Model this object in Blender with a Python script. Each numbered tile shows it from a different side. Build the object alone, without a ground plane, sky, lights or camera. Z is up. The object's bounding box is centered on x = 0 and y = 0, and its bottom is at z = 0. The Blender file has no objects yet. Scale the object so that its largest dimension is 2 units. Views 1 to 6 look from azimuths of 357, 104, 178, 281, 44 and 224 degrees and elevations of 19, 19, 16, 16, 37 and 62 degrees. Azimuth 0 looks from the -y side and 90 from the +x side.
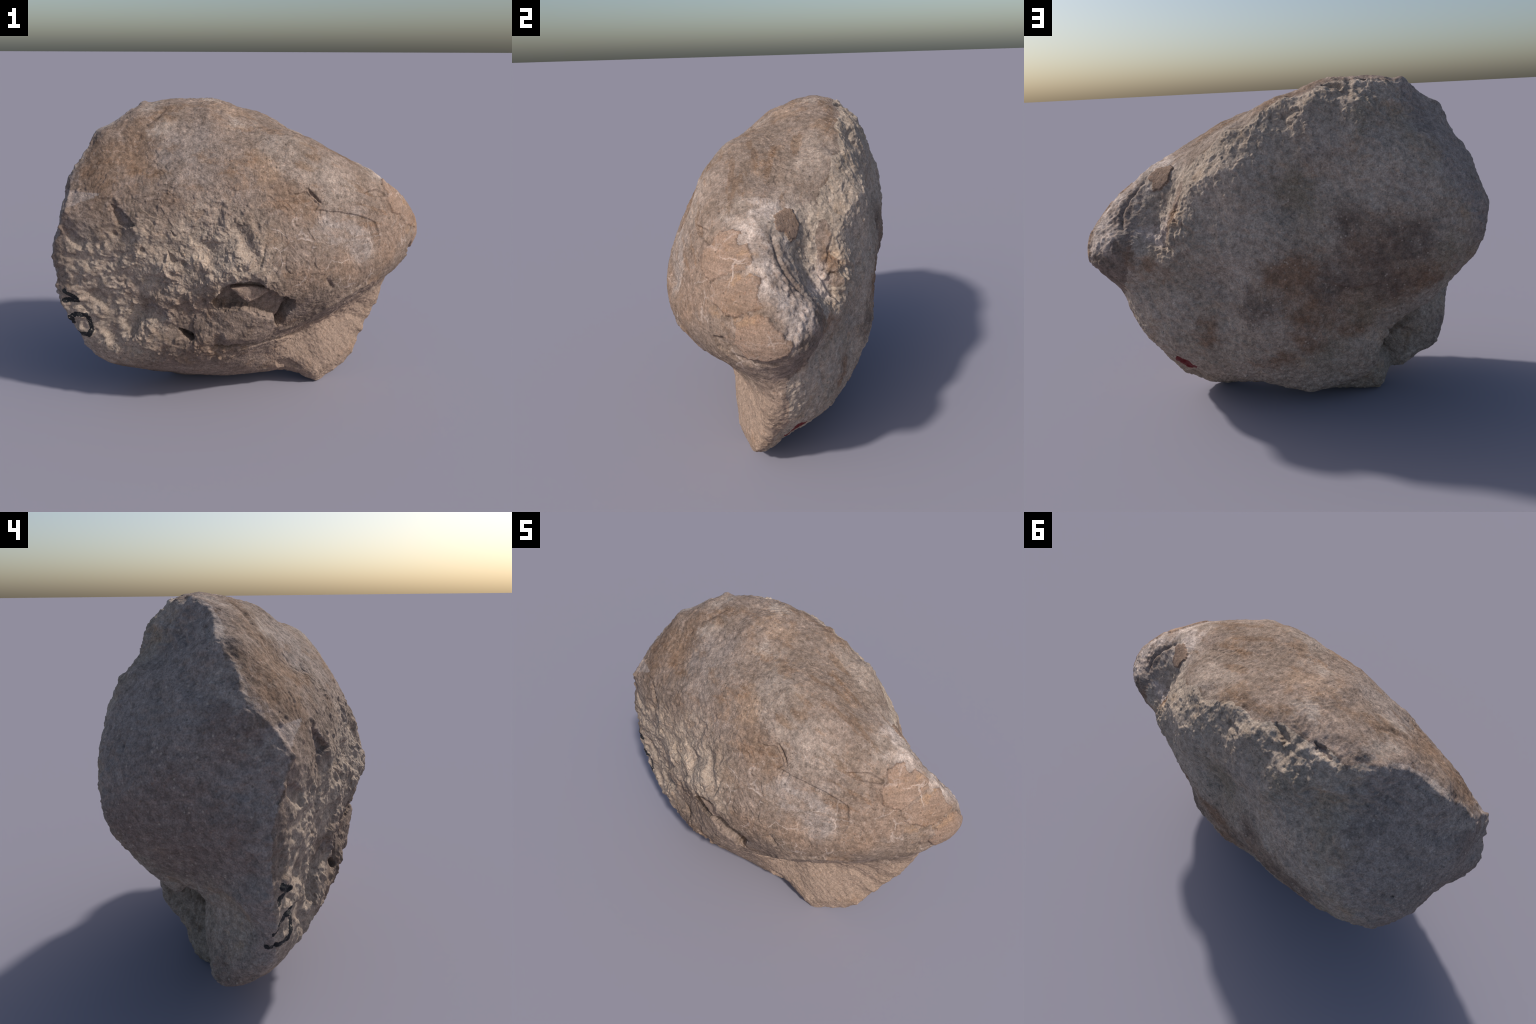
"""Fossil oyster-like stone: a domed shell with a curled beak on a keel, broken off flat at one end.

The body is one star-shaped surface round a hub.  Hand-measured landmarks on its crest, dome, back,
broken end, beak and keel are joined by a thin-plate style interpolation; relief (lumps, pits, cracks,
shell flakes) is then raised along the surface normal.
"""
import bpy
import numpy as np

rng = np.random.default_rng(7)
HUB = np.array([-0.05, -0.08, 0.80])

# ------------------------------------------------------------------ landmarks (metres: x, y, z)
LANDMARKS = {
    "beak": [
        (0.710, 0.330, 0.716), (0.715, -0.110, 0.630), (0.722, -0.027, 0.603), (0.724, 0.211, 1.085), (0.728, 0.096, 1.213),
        (0.744, -0.110, 1.126), (0.752, 0.165, 1.140), (0.772, -0.198, 0.790), (0.785, 0.318, 0.949), (0.788, 0.184, 1.106),
        (0.801, 0.038, 1.138), (0.801, 0.349, 0.921), (0.825, -0.125, 0.895), (0.832, 0.234, 1.035), (0.835, -0.077, 1.005),
        (0.843, 0.349, 0.867), (0.850, 0.323, 0.947), (0.861, 0.244, 0.680), (0.875, 0.105, 1.095), (0.883, 0.045, 1.051),
        (0.885, 0.150, 1.070), (0.920, 0.325, 0.825), (0.925, -0.012, 0.850), (0.927, 0.052, 0.800), (0.930, 0.020, 0.755),
        (0.962, 0.087, 0.937), (0.970, 0.202, 0.974), (0.979, 0.283, 0.811), (0.998, 0.135, 0.844),
    ],
    "keel_and_underside": [
        (-0.876, -0.205, 0.337), (-0.839, -0.080, 0.312), (-0.814, -0.080, 0.200), (-0.755, 0.035, 0.179), (-0.731, -0.003, 0.127),
        (-0.680, 0.060, 0.390), (-0.672, -0.151, 0.186), (-0.650, 0.050, 0.170), (-0.640, 0.075, 0.300), (-0.587, -0.080, 0.124),
        (-0.585, 0.080, 0.285), (-0.573, 0.029, 0.056), (-0.560, 0.085, 0.100), (-0.553, 0.104, 0.381), (-0.550, 0.100, 0.200),
        (-0.503, 0.111, 0.382), (-0.490, 0.100, 0.066), (-0.456, -0.141, 0.143), (-0.450, 0.145, 0.128), (-0.450, 0.120, 0.030),
        (-0.431, 0.197, 0.182), (-0.429, 0.214, 0.090), (-0.429, -0.046, 0.077), (-0.426, 0.110, 0.344), (-0.426, -0.312, 0.283),
        (-0.410, 0.235, 0.310), (-0.404, 0.139, -0.017), (-0.400, 0.110, 0.260), (-0.398, 0.135, 0.322), (-0.397, 0.196, 0.019),
        (-0.390, 0.060, 0.260), (-0.383, 0.244, 0.175), (-0.365, 0.356, 0.290), (-0.325, 0.330, 0.178), (-0.311, 0.248, 0.109),
        (-0.300, -0.360, 0.310), (-0.270, -0.400, 0.385), (-0.250, -0.080, 0.075), (-0.158, 0.350, 0.180), (-0.155, 0.257, 0.084),
        (-0.105, 0.395, 0.320), (-0.050, 0.302, 0.074), (0.022, 0.402, 0.258), (0.085, -0.163, 0.140), (0.110, -0.215, 0.270),
        (0.178, -0.164, 0.158), (0.204, 0.239, 0.127), (0.256, -0.080, 0.100), (0.262, -0.174, 0.295), (0.266, 0.115, 0.070),
        (0.284, -0.167, 0.381), (0.317, -0.113, 0.101), (0.338, -0.151, 0.368), (0.360, -0.130, 0.235), (0.400, -0.125, 0.110),
        (0.414, 0.060, 0.049), (0.420, -0.075, -0.010), (0.429, -0.106, 0.377), (0.450, -0.106, 0.160), (0.450, -0.105, 0.300),
        (0.455, -0.040, 0.000), (0.462, -0.080, 0.398), (0.519, 0.068, 0.086), (0.530, -0.020, 0.045), (0.550, 0.102, 0.134),
        (0.560, -0.030, 0.260), (0.593, 0.318, 0.336), (0.596, 0.196, 0.245), (0.596, 0.130, 0.183), (0.600, 0.000, 0.080),
        (0.630, 0.030, 0.280), (0.645, 0.220, 0.300), (0.650, 0.018, 0.135), (0.680, 0.055, 0.190), (0.680, 0.179, 0.296),
        (0.722, 0.072, 0.257), (0.752, 0.096, 0.343), (0.768, 0.165, 0.372),
    ],
    "broken_end": [
        (-0.983, -0.207, 0.656), (-0.982, -0.232, 0.860), (-0.980, -0.239, 0.711), (-0.955, -0.150, 0.750), (-0.950, -0.255, 0.945),
        (-0.940, 0.066, 0.967), (-0.929, 0.230, 0.991), (-0.928, -0.225, 1.010), (-0.928, -0.239, 0.516), (-0.921, -0.265, 1.032),
        (-0.920, -0.170, 0.730), (-0.919, -0.204, 0.463), (-0.917, -0.141, 1.090), (-0.914, -0.018, 1.223), (-0.905, -0.155, 1.140),
        (-0.896, -0.283, 1.120), (-0.890, -0.090, 0.685), (-0.888, -0.226, 0.409), (-0.868, 0.322, 0.985), (-0.863, 0.347, 0.838),
        (-0.860, 0.035, 0.730), (-0.860, -0.032, 1.268), (-0.850, -0.050, 0.620), (-0.848, 0.185, 1.178), (-0.840, -0.145, 0.490),
        (-0.829, -0.121, 1.318), (-0.798, -0.080, 0.530), (-0.790, -0.072, 0.435), (-0.773, 0.023, 0.520), (-0.772, 0.076, 1.335),
        (-0.759, -0.021, 1.458), (-0.680, 0.190, 0.490), (-0.668, 0.047, 0.449), (-0.658, 0.103, 0.494),
    ],
    "back": [
        (-0.775, 0.357, 1.122), (-0.765, 0.060, 0.555), (-0.750, 0.000, 0.480), (-0.735, 0.085, 0.560), (-0.720, 0.243, 1.288),
        (-0.711, 0.449, 1.007), (-0.675, 0.182, 1.380), (-0.626, 0.122, 1.452), (-0.597, 0.082, 1.522), (-0.585, 0.220, 1.385),
        (-0.545, 0.470, 0.912), (-0.535, 0.108, 1.592), (-0.530, 0.422, 1.300), (-0.519, 0.210, 1.445), (-0.485, 0.240, 1.460),
        (-0.456, 0.234, 1.560), (-0.452, 0.295, 1.454), (-0.420, 0.340, 0.410), (-0.385, 0.508, 0.920), (-0.349, 0.336, 1.474),
        (-0.349, 0.229, 1.574), (-0.315, 0.389, 0.457), (-0.305, 0.385, 1.442), (-0.290, 0.426, 1.306), (-0.250, 0.463, 1.130),
        (-0.185, 0.444, 1.336), (-0.180, 0.445, 0.605), (-0.151, 0.410, 0.409), (-0.145, 0.475, 1.060), (-0.115, 0.361, 1.476),
        (-0.100, 0.425, 1.200), (-0.050, 0.430, 1.345), (-0.050, 0.361, 1.513), (-0.040, 0.440, 1.280), (0.028, 0.490, 0.501),
        (0.030, 0.390, 1.400), (0.038, 0.435, 1.099), (0.051, 0.341, 1.434), (0.059, 0.322, 1.517), (0.065, 0.494, 0.682),
        (0.066, 0.428, 1.066), (0.107, 0.448, 1.126), (0.120, 0.472, 0.490), (0.130, 0.487, 0.995), (0.145, 0.388, 1.393),
        (0.147, 0.338, 1.488), (0.199, 0.361, 1.425), (0.224, 0.497, 0.582), (0.235, 0.472, 1.215), (0.260, 0.478, 1.030),
        (0.272, 0.413, 1.311), (0.295, 0.476, 1.120), (0.325, 0.445, 1.245), (0.330, 0.455, 0.970), (0.367, 0.474, 0.903),
        (0.376, 0.403, 0.721), (0.384, 0.409, 0.546), (0.385, 0.420, 1.070), (0.390, 0.455, 1.000), (0.390, 0.425, 0.950),
        (0.400, 0.455, 0.940), (0.400, 0.408, 0.760), (0.425, 0.343, 1.255), (0.442, 0.405, 1.175), (0.527, 0.376, 1.068),
        (0.540, 0.388, 0.672), (0.540, 0.355, 1.130), (0.562, 0.393, 1.025), (0.581, 0.423, 0.950), (0.591, 0.153, 1.246),
        (0.610, 0.371, 0.907), (0.639, 0.395, 0.831), (0.648, 0.210, 1.152), (0.651, 0.266, 0.984), (0.651, 0.237, 1.061),
        (0.671, 0.363, 0.871), (0.675, 0.305, 0.917), (0.681, 0.352, 0.790), (0.689, 0.327, 0.525), (0.700, 0.342, 0.638),
    ],
    "crest": [
        (-0.881, -0.172, 1.251), (-0.787, -0.167, 1.316), (-0.721, -0.080, 1.463), (-0.584, 0.031, 1.560), (-0.545, -0.185, 1.360),
        (-0.505, -0.089, 1.495), (-0.479, 0.056, 1.574), (-0.439, -0.216, 1.353), (-0.389, 0.101, 1.606), (-0.349, -0.103, 1.493),
        (-0.266, 0.054, 1.583), (-0.243, 0.237, 1.597), (-0.235, -0.137, 1.470), (-0.190, -0.065, 1.550), (-0.150, 0.245, 1.592),
        (-0.050, -0.126, 1.467), (0.002, 0.169, 1.543), (0.140, -0.205, 1.430), (0.184, 0.065, 1.465), (0.240, 0.300, 1.425),
        (0.250, -0.180, 1.430), (0.280, 0.175, 1.417), (0.320, 0.315, 1.410), (0.419, -0.222, 1.320), (0.420, 0.200, 1.352),
        (0.460, 0.100, 1.328),
    ],
    "dome_upper": [
        (-0.873, -0.283, 1.004), (-0.785, -0.254, 1.214), (-0.769, -0.310, 1.120), (-0.670, -0.303, 1.210), (-0.638, -0.352, 0.984),
        (-0.603, -0.350, 1.105), (-0.600, -0.342, 1.030), (-0.549, -0.388, 1.043), (-0.360, -0.395, 0.950), (-0.320, -0.354, 1.246),
        (-0.239, -0.359, 1.226), (-0.230, -0.410, 1.040), (-0.215, -0.395, 1.110), (-0.180, -0.415, 0.950), (-0.140, -0.415, 1.070),
        (-0.101, -0.298, 1.351), (-0.021, -0.458, 1.014), (0.131, -0.271, 1.342), (0.151, -0.467, 0.996), (0.211, -0.417, 1.081),
        (0.280, -0.457, 0.928), (0.325, -0.310, 1.180), (0.363, -0.323, 1.140), (0.471, -0.256, 1.221), (0.520, -0.347, 0.945),
        (0.530, -0.270, 1.105), (0.560, 0.285, 1.115), (0.600, 0.330, 1.005), (0.619, -0.289, 0.936), (0.658, -0.220, 1.034),
    ],
    "dome_lower": [
        (-0.982, -0.232, 0.763), (-0.958, -0.246, 0.613), (-0.902, -0.262, 0.652), (-0.872, -0.265, 0.516), (-0.833, -0.280, 0.464),
        (-0.833, -0.277, 0.565), (-0.801, -0.288, 0.672), (-0.794, -0.314, 0.776), (-0.782, -0.292, 0.621), (-0.747, -0.317, 0.841),
        (-0.740, -0.310, 0.765), (-0.670, -0.346, 0.900), (-0.630, -0.300, 0.510), (-0.617, -0.328, 0.749), (-0.585, -0.317, 0.611),
        (-0.582, -0.349, 0.445), (-0.572, -0.314, 0.514), (-0.490, 0.220, 0.415), (-0.470, -0.387, 0.680), (-0.470, -0.375, 0.540),
        (-0.430, -0.405, 0.810), (-0.420, -0.395, 0.655), (-0.399, -0.397, 0.400), (-0.370, -0.385, 0.515), (-0.311, -0.391, 0.489),
        (-0.300, -0.400, 0.620), (-0.290, -0.435, 0.875), (-0.223, -0.432, 0.462), (-0.205, -0.400, 0.570), (-0.183, -0.477, 0.772),
        (-0.150, -0.395, 0.470), (-0.110, -0.443, 0.474), (-0.085, -0.506, 0.857), (-0.081, -0.447, 0.698), (0.054, -0.508, 0.883),
        (0.055, -0.420, 0.485), (0.117, -0.370, 0.463), (0.148, -0.419, 0.556), (0.160, -0.295, 0.400), (0.166, -0.495, 0.833),
        (0.235, -0.426, 0.636), (0.254, -0.266, 0.437), (0.275, -0.215, 0.410), (0.341, -0.182, 0.414), (0.377, -0.210, 0.460),
        (0.398, -0.444, 0.769), (0.405, -0.388, 0.630), (0.470, -0.140, 0.455), (0.476, -0.164, 0.490), (0.494, -0.053, 0.420),
        (0.507, -0.381, 0.885), (0.526, -0.331, 0.871), (0.540, -0.065, 0.465), (0.575, -0.030, 0.440), (0.583, -0.336, 0.865),
        (0.600, 0.025, 0.400), (0.637, -0.324, 0.830), (0.655, -0.295, 0.805), (0.655, 0.030, 0.460), (0.750, 0.050, 0.560),
        (0.800, 0.120, 0.420), (0.824, 0.150, 0.478), (0.855, 0.200, 0.560),
    ],
}
POWER = 1.25
EASE = 0.006  # how far the surface may leave a landmark, to stay smooth
LEVELS = 8


# ------------------------------------------------------------------ noise
PERM = rng.permutation(256)
PERM = np.concatenate([PERM, PERM, PERM])
GRAD = rng.normal(size=(256, 3))
GRAD /= np.linalg.norm(GRAD, axis=1)[:, None]


def perlin(p):
    """Gradient noise, about -0.6..0.6, at the points p (n, 3)."""
    i = np.floor(p).astype(np.int64)
    f = p - i
    w = f * f * f * (f * (f * 6 - 15) + 10)
    i &= 255
    out = np.zeros(len(p))
    for dx in (0, 1):
        for dy in (0, 1):
            for dz in (0, 1):
                h = PERM[PERM[PERM[i[:, 0] + dx] + i[:, 1] + dy] + i[:, 2] + dz]
                g = GRAD[h]
                d = g[:, 0] * (f[:, 0] - dx) + g[:, 1] * (f[:, 1] - dy) + g[:, 2] * (f[:, 2] - dz)
                wx = w[:, 0] if dx else 1 - w[:, 0]
                wy = w[:, 1] if dy else 1 - w[:, 1]
                wz = w[:, 2] if dz else 1 - w[:, 2]
                out += d * wx * wy * wz
    return out


def fbm(p, scale, octaves=3, gain=0.5, shift=0.0):
    total, amp, s = np.zeros(len(p)), 1.0, scale
    for k in range(octaves):
        total += amp * perlin(p * s + 17.3 * k + shift)
        amp *= gain
        s *= 2.03
    return total


def worley(p, scale, shift=0.0):
    """Distances to the nearest and second nearest cell point, and the id of the nearest cell."""
    q = p * scale + shift
    i = np.floor(q).astype(np.int64)
    f1 = np.full(len(p), 9.0)
    f2 = np.full(len(p), 9.0)
    cid = np.zeros(len(p), np.int64)
    for dx in (-1, 0, 1):
        for dy in (-1, 0, 1):
            for dz in (-1, 0, 1):
                c = i + (dx, dy, dz)
                k = c & 255
                h = PERM[PERM[PERM[k[:, 0]] + k[:, 1]] + k[:, 2]]
                pt = c + 0.5 + 0.42 * GRAD[h]
                d = np.sqrt(((q - pt) ** 2).sum(1))
                near = d < f1
                f2 = np.where(near, f1, np.minimum(f2, d))
                cid = np.where(near, h, cid)
                f1 = np.where(near, d, f1)
    return f1, f2, cid


def smooth(lo, hi, x):
    t = np.clip((x - lo) / (hi - lo), 0, 1)
    return t * t * (3 - 2 * t)


# ------------------------------------------------------------------ body surface
def icosphere(levels):
    t = (1 + 5**0.5) / 2
    v = np.array([(-1, t, 0), (1, t, 0), (-1, -t, 0), (1, -t, 0), (0, -1, t), (0, 1, t), (0, -1, -t), (0, 1, -t), (t, 0, -1), (t, 0, 1), (-t, 0, -1), (-t, 0, 1)], float)
    v /= np.linalg.norm(v, axis=1)[:, None]
    f = np.array([(0, 11, 5), (0, 5, 1), (0, 1, 7), (0, 7, 10), (0, 10, 11), (1, 5, 9), (5, 11, 4), (11, 10, 2), (10, 7, 6), (7, 1, 8),
                  (3, 9, 4), (3, 4, 2), (3, 2, 6), (3, 6, 8), (3, 8, 9), (4, 9, 5), (2, 4, 11), (6, 2, 10), (8, 6, 7), (9, 8, 1)])
    for _ in range(levels):
        e = np.sort(np.concatenate([f[:, [0, 1]], f[:, [1, 2]], f[:, [2, 0]]]), axis=1)
        key, inv = np.unique(e[:, 0] * len(v) + e[:, 1], return_inverse=True)
        mid = v[key // len(v)] + v[key % len(v)]
        mid /= np.linalg.norm(mid, axis=1)[:, None]
        a, b, c = inv.reshape(3, -1) + len(v)
        v = np.concatenate([v, mid])
        f = np.concatenate([np.stack([f[:, 0], a, c], 1), np.stack([f[:, 1], b, a], 1), np.stack([f[:, 2], c, b], 1), np.stack([a, b, c], 1)])
    return v, f


def radii(directions):
    """Radius of the body in each direction: power-kernel interpolation through the landmarks."""
    pts = np.concatenate([np.array(g) for g in LANDMARKS.values()]) - HUB
    rad = np.linalg.norm(pts, axis=1)
    x = pts / rad[:, None]
    n = len(x)

    def kernel(a):
        return np.sqrt(np.maximum(0, 2 - 2 * a @ x.T)) ** POWER

    q = np.c_[np.ones(n), x]
    system = np.block([[kernel(x) - EASE * np.eye(n), q], [q.T, np.zeros((4, 4))]])
    c = np.linalg.solve(system, np.r_[rad, np.zeros(4)])
    out = np.empty(len(directions))
    for s in range(0, len(directions), 60000):
        d = directions[s : s + 60000]
        out[s : s + 60000] = kernel(d) @ c[:n] + np.c_[np.ones(len(d)), d] @ c[n:]
    return out


def vertex_normals(p, f):
    a, b, c = p[f[:, 0]], p[f[:, 1]], p[f[:, 2]]
    fn = np.cross(b - a, c - a)
    n = np.stack([sum(np.bincount(f[:, k], fn[:, j], len(p)) for k in range(3)) for j in range(3)], 1)
    return n / np.linalg.norm(n, axis=1)[:, None]


DIRS, FACES = icosphere(LEVELS)
BASE = HUB + DIRS * radii(DIRS)[:, None]
N0 = vertex_normals(BASE, FACES)
FEATURES = [
    # name, kind, measures in metres, where it runs on the surface
    ("leaf_pit", "hollow", (0.022, 0.012), [(-0.653, -0.327, 1.158), (-0.630, -0.333, 1.156), (-0.593, -0.351, 1.122), (-0.552, -0.372, 1.088), (-0.540, -0.383, 1.062), (-0.584, -0.357, 1.036), (-0.625, -0.342, 1.045), (-0.648, -0.338, 1.091)]),
    ("edge_pocket", "hollow", (0.016, 0.02), [(-0.909, -0.267, 1.033), (-0.852, -0.299, 1.022), (-0.778, -0.324, 0.969), (-0.801, -0.316, 0.916), (-0.851, -0.301, 0.925), (-0.900, -0.274, 0.984)]),
    ("grey_floor", "hollow", (0.009, 0.02), [(-0.707, -0.338, 0.905), (-0.650, -0.353, 0.936), (-0.569, -0.372, 0.931), (-0.623, -0.354, 0.868), (-0.715, -0.322, 0.789), (-0.744, -0.319, 0.799)]),
    ("dark_pocket", "hollow", (0.018, 0.02), [(-0.826, -0.289, 0.691), (-0.763, -0.305, 0.718), (-0.709, -0.309, 0.663), (-0.721, -0.304, 0.604), (-0.774, -0.294, 0.619), (-0.818, -0.286, 0.655)]),
    ("long_floor", "hollow", (0.013, 0.02), [(-0.592, -0.328, 0.651), (-0.519, -0.350, 0.642), (-0.441, -0.381, 0.605), (-0.377, -0.391, 0.588), (-0.444, -0.381, 0.552), (-0.539, -0.334, 0.550), (-0.595, -0.316, 0.578)]),
    ("upper_floor", "hollow", (0.01, 0.02), [(-0.531, -0.370, 0.808), (-0.427, -0.405, 0.827), (-0.328, -0.430, 0.798), (-0.342, -0.424, 0.763), (-0.431, -0.401, 0.751), (-0.523, -0.364, 0.752)]),
    ("left_floor", "hollow", (0.009, 0.02), [(-0.949, -0.258, 0.813), (-0.885, -0.289, 0.810), (-0.813, -0.308, 0.789), (-0.850, -0.289, 0.713), (-0.908, -0.277, 0.737), (-0.956, -0.254, 0.757)]),
    ("pit_a", "hollow", (0.014, 0.01), [(-0.386, -0.398, 0.941), (-0.361, -0.401, 0.929), (-0.347, -0.416, 0.882), (-0.372, -0.412, 0.875), (-0.387, -0.406, 0.899)]),
    ("pit_b", "hollow", (0.012, 0.01), [(-0.371, -0.400, 1.050), (-0.345, -0.402, 1.026), (-0.327, -0.404, 1.013), (-0.358, -0.401, 1.006)]),
    ("cavity", "hollow", (0.046, 0.012), [(-0.192, -0.434, 0.681), (-0.145, -0.466, 0.737), (-0.094, -0.492, 0.795), (-0.002, -0.504, 0.814), (0.061, -0.502, 0.803), (0.121, -0.491, 0.763), (0.177, -0.477, 0.727), (0.235, -0.459, 0.701), (0.237, -0.429, 0.640), (0.202, -0.418, 0.595), (0.179, -0.394, 0.535), (0.146, -0.395, 0.514), (0.128, -0.438, 0.588), (0.024, -0.462, 0.637), (-0.032, -0.458, 0.657), (-0.096, -0.444, 0.649), (-0.161, -0.428, 0.638)]),
    ("cavity_end", "hollow", (0.035, 0.012), [(0.155, -0.474, 0.709), (0.232, -0.457, 0.695), (0.234, -0.429, 0.641), (0.192, -0.419, 0.590), (0.153, -0.390, 0.511), (0.129, -0.425, 0.554), (0.145, -0.451, 0.638)]),
    ("under_lip", "hollow", (0.03, 0.008), [(-0.087, -0.493, 0.795), (-0.002, -0.503, 0.811), (0.061, -0.501, 0.799), (0.085, -0.497, 0.780), (-0.001, -0.494, 0.774)]),
    ("loose_slab", "plate", (0.008,), [(-0.263, -0.400, 0.602), (-0.193, -0.416, 0.629), (-0.096, -0.444, 0.645), (-0.024, -0.460, 0.658), (0.024, -0.461, 0.631), (0.128, -0.438, 0.588), (0.143, -0.419, 0.551), (0.106, -0.389, 0.479), (0.053, -0.388, 0.442), (-0.065, -0.415, 0.440), (-0.182, -0.401, 0.436), (-0.260, -0.413, 0.466), (-0.281, -0.397, 0.532)]),
    ("round_hole", "hollow", (0.07, 0.01), [(-0.358, -0.387, 0.521), (-0.316, -0.392, 0.519), (-0.278, -0.403, 0.495), (-0.268, -0.409, 0.473), (-0.292, -0.403, 0.456), (-0.330, -0.393, 0.477)]),
    ("slit_below_slab", "crack", (0.008, 0.04), [(-0.174, -0.395, 0.421), (-0.098, -0.394, 0.411), (-0.032, -0.402, 0.427), (0.028, -0.386, 0.426)]),
    ("foot_notch", "hollow", (0.016, 0.02), [(0.152, -0.194, 0.220), (0.241, -0.173, 0.219), (0.327, -0.137, 0.137), (0.306, -0.119, 0.110), (0.238, -0.128, 0.135), (0.175, -0.150, 0.145)]),
    ("smooth_foot", "hollow", (0.006, 0.02), [(-0.621, -0.325, 0.419), (-0.546, -0.354, 0.400), (-0.419, -0.387, 0.392), (-0.171, -0.378, 0.370), (-0.141, -0.291, 0.241), (-0.335, -0.272, 0.219), (-0.544, -0.244, 0.224), (-0.639, -0.299, 0.319)]),
    ("dome_crack", "crack", (0.0045, 0.015), [(0.296, -0.311, 1.221), (0.316, -0.312, 1.193), (0.341, -0.313, 1.171), (0.363, -0.322, 1.143)]),
    ("worn_patch", "hollow", (0.007, 0.005), [(0.347, -0.340, 1.122), (0.457, -0.312, 1.104), (0.566, -0.267, 1.072), (0.660, -0.223, 1.028), (0.691, -0.239, 0.945), (0.679, -0.268, 0.889), (0.600, -0.318, 0.881), (0.522, -0.352, 0.878), (0.449, -0.399, 0.926), (0.381, -0.413, 0.965), (0.318, -0.420, 1.001), (0.303, -0.404, 1.043)]),
    ("lens_patch", "hollow", (0.006, 0.006), [(0.224, -0.346, 1.202), (0.291, -0.317, 1.210), (0.356, -0.324, 1.142), (0.329, -0.352, 1.112), (0.272, -0.350, 1.155)]),
    ("leaf_scar", "hollow", (0.012, 0.008), [(0.594, -0.204, 1.166), (0.622, -0.176, 1.176), (0.676, -0.128, 1.177), (0.747, -0.083, 1.143), (0.744, -0.106, 1.128), (0.669, -0.167, 1.136)]),
    ("dot_a", "hollow", (0.006, 0.004), [(0.593, -0.270, 1.026), (0.607, -0.263, 1.021), (0.604, -0.270, 1.009), (0.593, -0.277, 1.011)]),
    ("dot_b", "hollow", (0.006, 0.004), [(0.612, -0.290, 0.944), (0.626, -0.284, 0.939), (0.624, -0.290, 0.927), (0.612, -0.295, 0.930)]),
    ("flank_valley", "crack", (0.03, 0.016), [(-0.066, -0.430, 1.071), (-0.027, -0.452, 1.026), (0.007, -0.477, 0.977), (0.042, -0.497, 0.926), (0.060, -0.508, 0.871)]),
    ("flank_rib", "crack", (0.018, -0.008), [(-0.010, -0.410, 1.144), (0.013, -0.440, 1.073), (0.031, -0.464, 1.016)]),
    ("top_step", "crack", (0.014, 0.009), [(-0.398, 0.005, 1.568), (-0.440, -0.050, 1.533), (-0.505, -0.093, 1.491)]),
    ("top_swell", "crack", (0.05, -0.008), [(-0.319, 0.083, 1.597), (-0.354, -0.031, 1.550), (-0.408, -0.085, 1.508)]),
    ("rim_notch", "crack", (0.012, 0.014), [(0.382, -0.450, 0.803), (0.404, -0.441, 0.772), (0.424, -0.426, 0.741)]),
    ("under_dome_seam", "crack", (0.012, 0.02), [(0.769, 0.067, 0.550), (0.594, -0.261, 0.642), (0.507, -0.279, 0.590), (0.438, -0.194, 0.486), (0.351, -0.188, 0.429), (0.262, -0.190, 0.378), (0.163, -0.295, 0.403), (0.072, -0.348, 0.406), (-0.031, -0.383, 0.400), (-0.116, -0.381, 0.386)]),
    ("under_dome_rim", "crack", (0.016, -0.01), [(0.682, -0.240, 0.710), (0.578, -0.318, 0.697), (0.486, -0.364, 0.668), (0.402, -0.379, 0.618), (0.325, -0.350, 0.551), (0.243, -0.338, 0.501), (0.155, -0.370, 0.487)]),
    ("patch_vein", "crack", (0.006, 0.006), [(0.084, -0.474, 0.993), (0.073, -0.494, 0.937), (0.056, -0.506, 0.893)]),
    ("beak_crease", "crack", (0.008, 0.012), [(0.699, 0.141, 1.199), (0.742, 0.158, 1.153), (0.786, 0.183, 1.105), (0.809, 0.205, 1.070), (0.829, 0.233, 1.034), (0.820, 0.285, 0.979), (0.780, 0.334, 0.926)]),
    ("shell_plate_upper", "plate", (0.007,), [(0.745, -0.119, 1.108), (0.749, -0.095, 1.131), (0.729, -0.058, 1.178), (0.736, 0.006, 1.197), (0.748, 0.029, 1.192), (0.793, 0.030, 1.146), (0.790, 0.074, 1.157), (0.824, 0.096, 1.130), (0.856, 0.099, 1.107), (0.874, 0.084, 1.088), (0.860, 0.012, 1.064), (0.838, -0.068, 1.015), (0.779, -0.122, 1.041)]),
    ("shell_plate_middle", "plate", (0.007,), [(0.838, -0.073, 1.004), (0.863, -0.008, 1.043), (0.885, 0.037, 1.045), (0.888, 0.106, 1.075), (0.889, 0.144, 1.068), (0.944, 0.142, 1.007), (0.963, 0.164, 0.983), (0.962, 0.103, 0.958), (0.948, 0.050, 0.928), (0.924, 0.010, 0.934), (0.880, -0.048, 0.951)]),
    ("shell_plate_lower", "plate", (0.01,), [(0.960, 0.067, 0.910), (0.965, 0.103, 0.950), (0.977, 0.185, 0.962), (0.987, 0.205, 0.934), (0.989, 0.236, 0.903), (0.982, 0.270, 0.869), (0.985, 0.261, 0.819), (0.982, 0.186, 0.790), (0.955, 0.103, 0.777), (0.945, 0.054, 0.824)]),
    ("shell_plate_spur", "plate", (0.008,), [(0.646, 0.140, 1.228), (0.584, 0.162, 1.246), (0.569, 0.195, 1.235), (0.591, 0.229, 1.180), (0.637, 0.222, 1.136), (0.674, 0.204, 1.136), (0.677, 0.180, 1.172), (0.697, 0.155, 1.187), (0.682, 0.142, 1.207)]),
    ("beak_pimple_scar", "hollow", (0.012, 0.012), [(0.897, -0.050, 0.828), (0.933, 0.012, 0.841), (0.932, 0.039, 0.801), (0.924, 0.015, 0.763), (0.893, -0.039, 0.773)]),
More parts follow.
